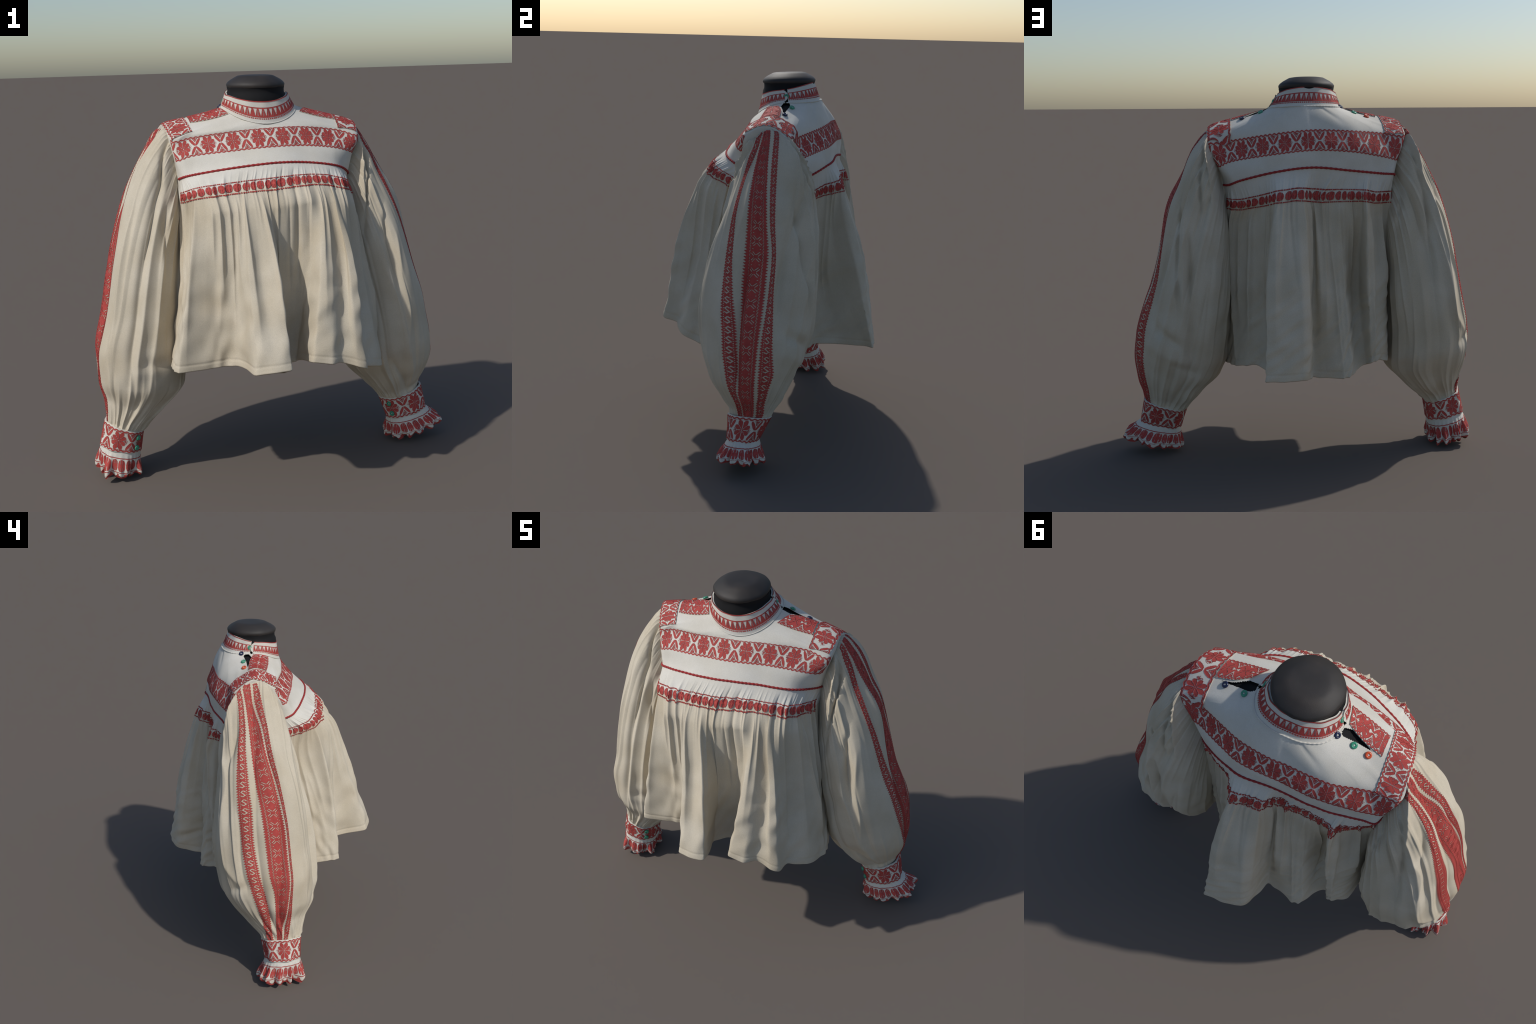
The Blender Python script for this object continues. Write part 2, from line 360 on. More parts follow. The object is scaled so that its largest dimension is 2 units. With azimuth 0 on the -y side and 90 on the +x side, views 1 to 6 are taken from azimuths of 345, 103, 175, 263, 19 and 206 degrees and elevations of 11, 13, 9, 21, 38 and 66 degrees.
# ------------------------------------------------------------------ embroidery
def stitch_grid(name, P, mask, material, parent, lift=.0016, outward_from=None, thick=.0022):
    """Raised stitches: the cells of a surface grid where mask is true, with a rim down to the cloth."""
    n = grid_normals(P)
    ref = P - (np.asarray(outward_from) if outward_from is not None else np.array([0, .08, 1.2]))
    if np.sum(n * ref) < 0: n = -n
    nu, nv = P.shape[:2]
    top = P + n * lift; low = P + n * (lift - thick)
    q = quads(nu, nv)[mask.ravel()]
    mm = np.pad(mask, 1)
    walls = []
    i, j = np.meshgrid(np.arange(nu - 1), np.arange(nv - 1), indexing="ij")
    V = lambda a, b: a * nv + b
    off = nu * nv
    for di, dj, A, B in ((-1, 0, (0, 1), (0, 0)), (1, 0, (1, 0), (1, 1)), (0, -1, (0, 0), (1, 0)), (0, 1, (1, 1), (0, 1))):
        bd = mask & ~mm[1 + di:nu + di, 1 + dj:nv + dj]
        a = V(i[bd] + A[0], j[bd] + A[1]); b = V(i[bd] + B[0], j[bd] + B[1])
        walls.append(np.stack([a, b, b + off, a + off], -1))
    f = np.concatenate([q] + walls)
    used, inv = np.unique(f, return_inverse=True)
    verts = np.concatenate([top.reshape(-1, 3), low.reshape(-1, 3)])[used]
    ob = new_object(name, verts, inv.reshape(-1, 4), material, parent)
    ob["kind"] = "stuff"
    return ob

def along(fn, n=400):
    """Arc length along the middle of a strip; returns (length, width, arc->parameter)."""
    a = np.linspace(0, 1, n); p = fn(a, np.full(n, .5))
    c = np.concatenate([[0], np.cumsum(np.linalg.norm(np.diff(p, axis=0), axis=1))])
    b = np.linspace(0, 1, 60); w = fn(np.full(60, .5), b)
    return c[-1], np.linalg.norm(np.diff(w, axis=0), axis=1).sum(), lambda x: np.interp(x * c[-1], c, a)

def embroider(name, fn, pattern, parent, cell=.0018, material=None, lift=.0013, from_=None, width=None, **kw):
    L, W, inv = along(fn)
    if width: W = width
    nu, nv = max(8, int(L / cell)), max(8, int(W / cell))
    A, Q = np.meshgrid(inv(np.linspace(0, 1, nu + 1)), np.linspace(0, 1, nv + 1), indexing="ij")
    P = fn(A, Q)
    p, qq = np.meshgrid((np.arange(nu) + .5) / nu * L, (np.arange(nv) + .5) / nv, indexing="ij")
    return stitch_grid(name, P, pattern(p, qq, W, L, **kw), material or RED, parent, lift, from_)

def leaf(x, y, deg, centre, a, b):
    c, s = math.cos(math.radians(deg)), math.sin(math.radians(deg))
    u, v = x * c + y * s - centre, -x * s + y * c
    return (u / a) ** 2 + (v / b) ** 2 < 1

def flower_band(p, q, W, L, repeat=1.03, phase=0.0, ragged=True):
    """Eight-petalled flowers and crossed leaves between two wavy borders."""
    count = max(1, round(L / (W * repeat))); per = L / count / W
    y = q - .5; pp = p / W + phase * per
    hatch0 = np.mod(np.floor(p / .0036), 2) == 0
    x = (np.mod(pp / per, 1) - .5) * per                       # flower at 0
    x2 = (np.mod(pp / per + .5, 1) - .5) * per                 # crossed leaves at 0
    wave = np.abs(np.abs(y) - (.450 + .024 * np.sin(TAU * pp / per * 5))) < .030
    inside = np.abs(y) < .400
    f = np.zeros(p.shape, bool)
    for d in (34, 71, 109, 146):
        for sg in (1, -1):
            far = 70 <= d <= 110
            f |= leaf(x, y, sg * d, .225 if far else .170, .188 if far else .150, .090)
    for d in (0, 52, 90, 128):                                  # light lines between the petals
        c, sn = math.cos(math.radians(d)), math.sin(math.radians(d))
        for sg in (1, -1): f &= ~((np.abs(x * sn - sg * y * c) < .0085) & (np.hypot(x, y) > .05))
    g = np.zeros(p.shape, bool)
    for d in (60, 120, -60, -120): g |= leaf(x2, y, d, .235, .208, .056)
    h = np.abs(y) - .20 - np.abs(x2) / .55                      # nested chevrons above and below the crossing
    tri = (np.abs(y) < .385) & (((h > -.01) & (h < .035)) | (h > .075))
    tri &= ~leaf(x2, y, 60, .235, .228, .074) & ~leaf(x2, y, 120, .235, .228, .074) & ~leaf(x2, y, -60, .235, .228, .074) & ~leaf(x2, y, -120, .235, .228, .074)
    edge_line = (np.abs(np.abs(y) - .398) < .010) & hatch0
    dx = np.minimum(np.abs(np.abs(x) - .25 * per), 9)
    dia = dx / .085 + np.abs(y) / .165
    hatch = (np.floor(p / .0042) + np.floor(q * W / .0042)) % 2 == 0
    diamond = ((dia < .66) & (hatch | (dia < .25))) | ((dia > .92) & (dia < 1.08) & hatch)
    diamond &= ~f & ~g
    return wave | edge_line | (inside & (f | g | tri | diamond))

def small_flowers(p, q, W, L):
    per = L / max(1, round(L / .040))
    p = p + .006 * np.sin(p * 23) + .004 * np.sin(p * 61 + 1)
    x = (np.mod(p / per, 1) - .5) * per; y = (q - .5) * W
    big = np.mod(np.floor(p / per), 3) == 0
    oval = (np.abs(x) / np.where(big, .0190, .0165)) ** 2.2 + (np.abs(y) / (.345 * W)) ** 2.2 < 1
    slit = (np.abs(np.abs(x) - .0065) < .0011) & (np.abs(y) > .09 * W)
    dash = np.mod(p, .0095) < .0065
    lines = (np.abs(np.abs(q - .5) - .455) < .035) & dash
    return (oval & ~slit) | lines

def saw(p, per): return np.abs(np.mod(p / per, 1) - .5) * 2

def cross_stripe(p, q, W, L):
    """Wide sleeve stripe: red ground, light chevron crosses, two wavy light lines, toothed edges."""
    edge = np.minimum(q, 1 - q)
    ground = edge > .085 * saw(p, .015)
    y = (q - .5) * .105
    x = np.mod(p, .078) - .039
    ax, ay = np.abs(x), np.abs(y)
    m = np.maximum(ax, ay)
    light = (np.abs(np.abs(ax - ay) - .0070) < .0031) & (m > .0095) & (m < .0250)
    light |= np.abs(edge - (.20 + .022 * np.sin(TAU * p / .016))) < .016
    dots = (np.abs(np.mod(p + .039, .078) - .039) < .0022) & (np.abs(ay - .020) < .0030)
    return ground & ~light & ~dots

S_SHAPE = [(.0095, -.010), (.001, -.0165), (-.0085, -.009), (.0085, .009), (-.001, .0165), (-.0095, .010)]
def hook_stripe(p, q, W, L, flip=1):
    """Narrow sleeve stripe: red ground with light S-shaped hooks and a dashed line."""
    edge = np.minimum(q, 1 - q)
    ground = edge > .16 * saw(p, .015)
    y = (q - .5) * .058 * flip; x = np.mod(p, .050) - .025
    d = np.full(p.shape, 9.)
    for (a0, b0), (a1, b1) in zip(S_SHAPE, S_SHAPE[1:]):
        vx, vy = b1 - b0, a1 - a0; t = np.clip(((x - b0) * vx + (y - a0) * vy) / (vx * vx + vy * vy), 0, 1)
        d = np.minimum(d, np.hypot(x - b0 - t * vx, y - a0 - t * vy))
    light = d < .0028
    light |= (np.abs(edge - .24) < .022) & (np.mod(p, .011) < .005)
    return ground & ~light

def collar_pattern(p, q, W, L):
    """q=0 at the top edge: red rim, plain strip, line, zigzag of light wedges, dotted foot line."""
    per = L / round(L / .026); x = np.abs(np.mod(p / per, 1) - .5) * 2
    rim = q < .055
    line = np.abs(q - .31) < .022
    wedge = (q > .345) & (q < .74) & (x > (.74 - q) / .395 * .80 - .10)
    slit = (np.abs(x - .86) < .05) & (q > .42) & (q < .68)
    foot = (np.abs(q - .80) < .018) & (np.mod(p, .010) < .0065)
    return rim | line | (wedge & ~slit) | foot

def frill_pattern(p, q, W, L):
    per = L / max(1, round(L / .041)); p = p + .005 * np.sin(p * 31) + .004 * np.sin(p * 74); x = (np.mod(p / per, 1) - .5) * per
    y = (q - .47) * W
    oval = (np.abs(x) / .0180) ** 2.3 + (np.abs(y) / (.185 * W)) ** 2.3 < 1
    slit = (np.abs(np.abs(x) - .006) < .0011) & (np.abs(y) > .05 * W)
    lines = (np.abs(q - .245) < .013) | (np.abs(q - .70) < .014)
    x2 = (np.mod(p / per + .5, 1) - .5) * per
    dots = np.hypot(x2, (q - .80) * W) < .0062
    scallop = q > .875 + .055 * np.cos(TAU * p / per + math.pi)
    return (oval & ~slit) | lines | dots | scallop

C_BODY = (-.03, .08, 1.2)
body_strip = lambda s0, s1, t0, t1: (lambda a, b: body(s0 + (s1 - s0) * a, t0 + (t1 - t0) * b))
embroider("embroidered_chest_band", body_strip(.92, 7.12, 1.0, 2.0), flower_band, yoke, from_=C_BODY)
embroider("embroidered_back_band", body_strip(8.9, 15.1, 1.0, 2.0), flower_band, yoke, from_=C_BODY)
def gather_strip(s0, s1):
    def fn(a, b):
        m = (b - .5) * .066
        return body(s0 + (s1 - s0) * a, 4 + np.where(m < 0, m / .115, m / .88))
    return fn
for s0, s1 in ((.75, 7.4), (8.7, 15.3)):
    embroider("embroidered_gather_band", gather_strip(s0, s1), small_flowers, skirt, from_=C_BODY, width=.066, lift=.002)

# red piping cord round the yoke seam (front and back runs)
def tube(name, pts, r, material, parent, sides=8, twist=0.0):
    pts = np.asarray(pts); tan = unit(np.gradient(pts, axis=0))
    up = np.array([0, 0, 1.0]); a = unit(np.cross(tan, up)); b = np.cross(a, tan)
    k = np.arange(sides) / sides * TAU
    wob = 1 + .18 * np.sin(np.arange(len(pts)) * 1.3)[:, None, None]
    ring = pts[:, None] + r * wob * (np.cos(k)[None, :, None] * a[:, None] + np.sin(k)[None, :, None] * b[:, None])
    V = ring.transpose(1, 0, 2)
    return new_object(name, V, quads(sides, len(pts), loop=True), material, parent)
for s0, s1 in ((.85, 7.3), (8.6, 15.4)):
    s = np.linspace(s0, s1, 260); p = body(s, np.full(260, 3.0)); n = unit((p - [-.03, .1, 1.3]) * [1, 1, .3])
    tube("piping_cord", p + n * .002, .0055, PIPE, yoke)

# shoulder patches and front shoulder straps, laid on the yoke from above
def drape(xy):
    out = np.empty(xy.shape[:-1] + (3,)); f = xy.reshape(-1, 2); o = out.reshape(-1, 3)
    for i, (x, y) in enumerate(f):
        hit = yoke_tree.ray_cast(Vector((x, y, 2.2)), Vector((0, 0, -1)))[0]
        if hit is None or hit.z < 1.5:
            hit = yoke_tree.find_nearest(Vector((x, y, 1.70)))[0]
        o[i] = hit
    return out
def plan_patch(edge_a, edge_b):
    k = np.linspace(0, 1, len(edge_a)); fa, fb = pchip(k, edge_a), pchip(k, edge_b)
    return lambda a, b: drape(fa(a) * (1 - b)[..., None] + fb(a) * b[..., None])
def cloth_patch(name, fn, pattern, **kw):
    """A sewn-on strip of cloth with its own thickness, embroidered on top."""
    L, W, inv = along(fn, 80)
    nu, nv = int(L / .006), int(W / .006)
    A, Q = np.meshgrid(np.linspace(0, 1, nu), np.linspace(0, 1, nv), indexing="ij")
    P = fn(A, Q); n = grid_normals(P); n *= np.sign(n[..., 2:].mean())
    top = P + n * .0045
    low = P - n * .003
    m = np.arange(nu * nv).reshape(nu, nv)
    loop = np.concatenate([m[:, 0], m[-1, 1:], m[::-1, -1][1:], m[0, ::-1][1:-1]])
    nxt = np.roll(loop, -1)
    wall = np.stack([loop, nxt, nxt + nu * nv, loop + nu * nv], -1)
    ob = new_object(name, np.concatenate([top.reshape(-1, 3), low.reshape(-1, 3)]), [quads(nu, nv), wall], WHITE, blouse)
    cell = .0026
    nu, nv = int(L / cell), int(W / cell)
    A, Q = np.meshgrid(inv(np.linspace(0, 1, nu + 1)), np.linspace(0, 1, nv + 1), indexing="ij")
    p, qq = np.meshgrid((np.arange(nu) + .5) / nu * L, (np.arange(nv) + .5) / nv, indexing="ij")
    stitch_grid("embroidered_motifs", fn(A, Q), pattern(p, qq, W, L, **kw), RED, ob, .0060, C_BODY, .003)
    return ob
cloth_patch("shoulder_patch", plan_patch([(-.489, -.001), (-.503, .05), (-.514, .125), (-.522, .19), (-.525, .245)],
                                         [(-.391, -.014), (-.402, .05), (-.414, .125), (-.420, .19), (-.424, .252)]), flower_band)
cloth_patch("shoulder_patch", plan_patch([(.440, -.052), (.456, .00), (.468, .075), (.475, .14), (.477, .195)],
                                         [(.340, -.060), (.347, .00), (.353, .075), (.356, .14), (.358, .208)]), flower_band)
cloth_patch("shoulder_strap", plan_patch([(-.395, .142), (-.300, .121), (-.232, .092)], [(-.388, .040), (-.290, .014), (-.205, .000)]), flower_band, phase=.25, repeat=.92)
cloth_patch("shoulder_strap", plan_patch([(.348, .106), (.270, .098), (.205, .070)], [(.341, .003), (.240, -.002), (.160, .000)]), flower_band, phase=.25, repeat=.92)

# ------------------------------------------------------------------ collar
cn, cc = catmull_loop(RING_NECK), catmull_loop(RING_COLLAR)
def collar(s, c, off=0.0):
    s, c = np.broadcast_arrays(np.asarray(s, float), np.asarray(c, float))
    a, b = cn(s), cc(s)
    k = c[..., None]
    P = a + (b - a) * np.concatenate([k ** .75, k ** .75, k], -1)
    ang = math.pi + s / 16 * TAU
    n = np.stack([np.cos(ang), np.sin(ang), 0 * ang + .15], -1)
    return P + unit(n) * (off + .0012 * np.sin(s * 5.1) * c)[..., None]

def collar_piece(name, s0, s1, off, tabs):
    nu, nv = 180, 26
    A, C = np.meshgrid(np.linspace(0, 1, nu), np.linspace(0, 1, nv), indexing="ij")
    if tabs:                                  # rounded tab ends
        lo = s0 + .45 * np.abs(2 * C - 1.0) ** 2.5; hi = s1 - .45 * np.abs(2 * C - 1.0) ** 2.5
    else: lo, hi = s0, s1
    S = lo + (hi - lo) * A
    out, inn = collar(S, C, off), collar(S, C, off - .009)
    m = np.arange(nu * nv).reshape(nu, nv)
    loop = np.concatenate([m[:, 0], m[-1, 1:], m[::-1, -1][1:], m[0, ::-1][1:-1]]); nxt = np.roll(loop, -1)
    wall = np.stack([loop, nxt, nxt + nu * nv, loop + nu * nv], -1)
    q = quads(nu, nv)
    return new_object(name, np.concatenate([out.reshape(-1, 3), inn.reshape(-1, 3)]), [q, q[:, ::-1] + nu * nv, wall], WHITE, blouse)
front_collar = collar_piece("collar_front", -.42, 8.45, .0055, True)
back_collar = collar_piece("collar_back", 8.45, 15.6, .001, False)
for part, s0, s1, off in ((front_collar, -.15, 8.2, .0055), (back_collar, 8.5, 15.55, .001)):
    embroider("embroidered_collar_band", lambda a, b: collar(s0 + (s1 - s0) * a, 1 - b, off), collar_pattern, part, from_=(-.04, .075, 1.85), width=.112)
# collar seam fold at the neck
for s0, s1 in ((-.2, 8.2), (8.3, 15.7)):
    s = np.linspace(s0, s1, 160); tube("collar_seam", collar(s, 0 * s, .0015), .0032, WHITE, yoke)

# ------------------------------------------------------------------ sleeves
# control rings: outer x z, inner x z, front y, back y
SLEEVE_LEFT = [(-.455, 1.735, -.400, 1.300, .030, .225), (-.510, 1.758, -.430, 1.275, -.005, .245), (-.588, 1.690, -.440, 1.170, -.055, .335), (-.685, 1.540, -.445, 1.050, -.082, .370),
               (-.752, 1.380, -.450, .930, -.108, .388), (-.820, 1.125, -.455, .800, -.142, .405), (-.866, .895, -.460, .680, -.160, .410),
               (-.912, .675, -.462, .560, -.160, .392), (-.915, .530, -.475, .475, -.142, .345), (-.890, .420, -.575, .360, -.088, .262),
               (-.880, .330, -.680, .268, -.058, .178), (-.880, .296, -.705, .232, -.052, .168)]
SLEEVE_RIGHT = [(.420, 1.700, .340, 1.300, -.010, .160), (.470, 1.730, .360, 1.270, -.045, .195), (.540, 1.655, .360, 1.150, -.105, .305), (.617, 1.505, .360, 1.030, -.152, .350),
                (.698, 1.328, .360, .920, -.186, .368), (.766, 1.075, .370, .800, -.216, .372), (.828, .859, .380, .680, -.225, .368),
                (.875, .660, .395, .550, -.202, .338), (.886, .525, .440, .445, -.156, .288), (.862, .405, .535, .342, -.096, .232),
                (.836, .335, .600, .265, -.042, .190), (.830, .300, .625, .232, -.032, .178)]

# main creases of each sleeve: height (valleys negative), width as a share of the girth, then (run, angle) along the crease
CREASES_RIGHT = [(-.022, .016, [(.30, .095), (.373, .140), (.42, .163), (.47, .188), (.53, .215)]), (.018, .018, [(.26, .126), (.41, .190), (.54, .232)]),
                 (-.020, .018, [(.34, .178), (.434, .228), (.521, .258), (.68, .280)]), (.022, .018, [(.08, .11), (.143, .122), (.168, .212), (.215, .255)]),
                 (-.018, .020, [(.15, .12), (.198, .145), (.276, .212), (.37, .214)]), (-.034, .050, [(.06, .26), (.10, .27), (.15, .28)]),
                 (.020, .020, [(.08, -.13), (.125, -.145), (.165, -.21), (.21, -.25)]), (-.022, .016, [(.12, -.11), (.18, -.145), (.22, -.235), (.27, -.296)]),
                 (-.010, .026, [(.24, -.246), (.30, -.238), (.355, -.224), (.42, -.19)]), (.012, .018, [(.40, -.262), (.46, -.25), (.54, -.23)]), (-.022, .016, [(.30, -.17), (.338, -.193), (.414, -.217), (.475, -.222)]),
                 (.014, .015, [(.38, -.168), (.461, -.197), (.526, -.200), (.62, -.221)]), (-.015, .014, [(.70, -.285), (.742, -.274), (.83, -.25), (.92, -.24)]),
                 (.010, .014, [(.64, -.22), (.772, -.213), (.85, -.21)]), (-.028, .024, [(.42, -.018), (.52, -.022), (.66, -.024), (.78, -.010)]), (-.014, .034, [(.24, .010), (.36, .016), (.48, .022), (.58, .012)]), (.012, .024, [(.27, -.065), (.35, -.052), (.43, -.070)]), (.014, .030, [(.07, -.12), (.11, -.13), (.157, -.13), (.20, -.12)]), (.010, .03, [(.66, .11), (.71, .114), (.77, .11)]), (.014, .04, [(.18, .33), (.224, .338), (.28, .345)]), (-.010, .07, [(.58, .27), (.65, .30), (.72, .30)]), (.012, .020, [(.54, .060), (.60, .075), (.70, .080)]), (.010, .018, [(.14, .085), (.193, .096), (.25, .100)]),
                 (-.020, .018, [(.26, .138), (.306, .130), (.40, .110), (.48, .103), (.56, .112)]), (.008, .014, [(.30, .092), (.416, .15), (.55, .214)])]
CREASES_LEFT = [(.024, .022, [(.10, .07), (.148, .090), (.20, .122), (.26, .170)]), (-.016, .035, [(.16, .25), (.24, .252), (.34, .252), (.43, .246)]), (.016, .05, [(.34, .37), (.41, .38), (.50, .38)]), (-.018, .016, [(.16, .13), (.266, .175), (.346, .205), (.46, .235)]),
                (.014, .020, [(.31, .158), (.39, .140), (.464, .162), (.569, .165), (.63, .12)]), (-.012, .014, [(.45, .10), (.474, .095), (.591, .098), (.65, .09)]),
                (-.040, .050, [(.10, .25), (.17, .262), (.22, .33)]), (-.020, .014, [(.10, -.12), (.16, -.143), (.216, -.190), (.346, -.206), (.416, -.200), (.58, -.197), (.70, -.20)]),
                (.010, .014, [(.22, -.225), (.363, -.226), (.58, -.222), (.68, -.22)]), (-.015, .015, [(.22, -.245), (.30, -.268), (.38, -.29)]),
                (-.008, .030, [(.30, -.11), (.44, -.13), (.56, -.133)]), (-.026, .028, [(.14, .014), (.30, .018), (.40, .026), (.48, .030)]), (-.012, .030, [(.12, .0), (.22, .0), (.32, .012), (.40, .04)]), (-.014, .016, [(.48, .035), (.60, .034), (.75, .034), (.85, .03)]), (.010, .04, [(.68, .12), (.74, .125), (.80, .12)]), (.010, .05, [(.58, -.13), (.635, -.10), (.72, -.12), (.78, -.12)]), (-.008, .03, [(.08, -.20), (.114, -.206), (.16, -.21)]), (.010, .030, [(.36, .10), (.50, .105), (.65, .105)]), (.010, .030, [(.38, -.10), (.50, -.112), (.66, -.13)]),
                (-.016, .014, [(.30, -.022), (.341, -.025), (.459, -.042), (.561, -.039), (.719, -.012), (.85, -.012)]), (-.014, .018, [(.22, .08), (.266, .09), (.366, .131), (.50, .137)])]
# short cross-wise crumples: height, run, run width, angle, angle width
CRUMPLES_RIGHT = [(-.020, .600, .014, .19, .055), (.014, .650, .028, .18, .070), (-.010, .70, .02, .27, .05)]
CRUMPLES_LEFT = [(-.010, .640, .015, .12, .05), (.008, .68, .03, .14, .06), (-.010, .62, .02, -.27, .05)]

class Sleeve:
    power = 2.0
    def __init__(self, rings, seed, creases=(), crumples=(), lean=(0,) * 8, fill=(2.0,) * 4, hang=0.0):
        self.creases = [(h, wd, pchip([p[0] for p in path], [p[1] for p in path]), path[0][0], path[-1][0]) for h, wd, path in creases]
        self.crumples = crumples; self.lean, self.fill, self.hang = lean, fill, hang
        r = np.asarray(rings); self.n = len(r) - 1
        self.f = pchip(np.arange(len(r)), r); self.side = np.sign(r[5, 0])
        self.big = Folds(11, seed, (.018, .036), (.005, .014), (.02, .35), (.75, 1.2), .05, .45)
        self.mid = Folds(26, seed + 1, (.006, .014), (.005, .013), (.04, .5), (.45, 1.1), .03, .35)
        self.top = Folds(46, seed + 2, (.005, .010), (.005, .014), (.02, .05), (.20, .50), .01, .2)
        self.cuff = Folds(40, seed + 4, (.006, .013), (.006, .015), (.62, .86), (1.2, 1.3), .01, .2)
        self.crease = Crumple(.16, 12, seed + 3, .7)
    def base(self, phi, r):
        phi, r = np.broadcast_arrays(np.asarray(phi, float), np.asarray(r, float))
        k = self.f(r); c, s = np.cos(phi), np.sin(phi)
        fo, bo, fi, bi = self.fill                       # fullness of the four quarters: front/back, outer/inner
        bo = self.back_fill(r)
        e = 2 / np.where(c > 0, np.where(s < 0, fo, bo), np.where(s < 0, fi, bi))
        cx, cz = (k[..., 0] + k[..., 2]) / 2, (k[..., 1] + k[..., 3]) / 2
        hx, hz = (k[..., 0] - k[..., 2]) / 2, (k[..., 1] - k[..., 3]) / 2
        yc, hy = (k[..., 4] + k[..., 5]) / 2, (k[..., 5] - k[..., 4]) / 2
        C = np.sign(c) * np.abs(c) ** e; S = np.sign(s) * np.abs(s) ** e
        S = np.where(S > 0, S * (1 - self.hang * smooth(3, 6, r) * (1 - smooth(9, 10.5, r)) * C), S)     # the back sags towards the body
        return np.stack([cx + hx * C, yc + hy * S - self.skew(r) * C, cz + hz * C], -1)
    def back_fill(self, r): return np.interp(r, [0, 3, 4.5, 6, 8, 11], [2.15, 2.15, 1.0 * self.fill[1], self.fill[1], 1.95, 2.0])
    def skew(self, r):
        """The tube leans: near the armhole its outer side swings back."""
        return np.interp(r, [0, 1, 2.5, 4.5, 6, 8, 9.5, 11], self.lean)
    def __call__(self, phi, r):
        phi, r = np.broadcast_arrays(np.asarray(phi, float), np.asarray(r, float))
        P = self.base(phi, r); k = self.f(r)
        ctr = np.stack([(k[..., 0] + k[..., 2]) / 2, (k[..., 4] + k[..., 5]) / 2, (k[..., 1] + k[..., 3]) / 2], -1)
        n = unit(P - ctr)
        g = np.mod(phi / TAU + .5, 1) - .5; w = r / self.n       # seam on the hidden inner side
        mid = smooth(.10, .25, w) * (1 - smooth(.85, 1, w))
        d = self.big(g, w) * mid + self.mid(g, w) * mid + self.top(g, w) * smooth(.04, .10, w) + self.cuff(g, w) * (1 - .75 * smooth(.93, 1, w))
        d = d + .0026 * mid * self.crease(g * 1.3, w * 1.5)
        d = d * (1 - .55 * np.clip(np.cos(phi), 0, 1) ** 2)       # embroidery stiffens the outer face
        for h, wd, path, a, b in self.creases:
            x = (g - path(np.clip(w, a, b))) / wd
            run = smooth(a - .05, a + .07, w) * (1 - smooth(b - .09, b + .05, w))
            d = d + 1.5 * h * run * np.exp(-np.abs(x) ** 1.3) * (np.abs(x) < 5)
        for h, w0, ww, g0, gw in self.crumples:
            d = d + h * np.exp(-((w - w0 - .25 * (g - g0)) / ww) ** 2 - ((g - g0) / gw) ** 4)
        return P + n * d[..., None]
    def ring_at(self, z):
        rr = np.linspace(0, self.n, 600); zz = self.f(rr)[:, 1]
        return np.interp(-np.asarray(z, float), -zz[60:], rr[60:])
    def angle(self, y, r):
        k = self.f(r); yc, hy = (k[..., 4] + k[..., 5]) / 2, (k[..., 5] - k[..., 4]) / 2
        phi = np.zeros(np.shape(r))
        for _ in range(5):
            v = np.clip((y + self.skew(r) * np.cos(phi) - yc) / hy, -.99, .99)
            v = np.clip(np.where(v > 0, v / (1 - self.hang * smooth(3, 6, r) * (1 - smooth(9, 10.5, r)) * np.cos(phi)), v), -.99, .99)
            phi = np.arcsin(np.sign(v) * np.abs(v) ** (np.where(v < 0, self.fill[0], self.back_fill(r)) / 2))
        return phi

# stripes: height, then front and back edge of each stripe (y)
STRIPES_RIGHT = [(1.725, .030, .052, .058, .092, .110, .132), (1.705, .017, .050, .055, .097, .115, .142), (1.52, -.032, -.004, .036, .111, .126, .160), (1.32, -.062, -.032, .034, .135, .147, .176),
                 (1.13, -.074, -.030, .024, .158, .170, .193), (.99, -.078, -.018, .016, .157, .168, .197), (.715, -.060, .018, .030, .141, .146, .206),
                 (.58, -.036, .030, .037, .134, .141, .211), (.445, .000, .036, .040, .126, .139, .184), (.375, .026, .054, .058, .122, .130, .168), (.303, .036, .060, .064, .114, .122, .152)]
STRIPES_LEFT = [(1.755, .205, .190, .180, .150, .138, .110), (1.727, .223, .201, .194, .151, .139, .100), (1.58, .240, .203, .191, .119, .113, .083), (1.43, .264, .215, .189, .095, .091, .064),
                (1.24, .279, .211, .175, .051, .047, .030), (1.10, .280, .201, .157, .029, .026, .012), (.96, .277, .204, .146, .014, .011, .000),
                (.745, .257, .184, .133, .011, .008, -.004), (.605, .225, .154, .107, .022, .019, .004), (.46, .184, .133, .101, .042, .038, .008), (.375, .162, .122, .098, .060, .050, .018), (.30, .140, .112, .095, .066, .058, .034)]

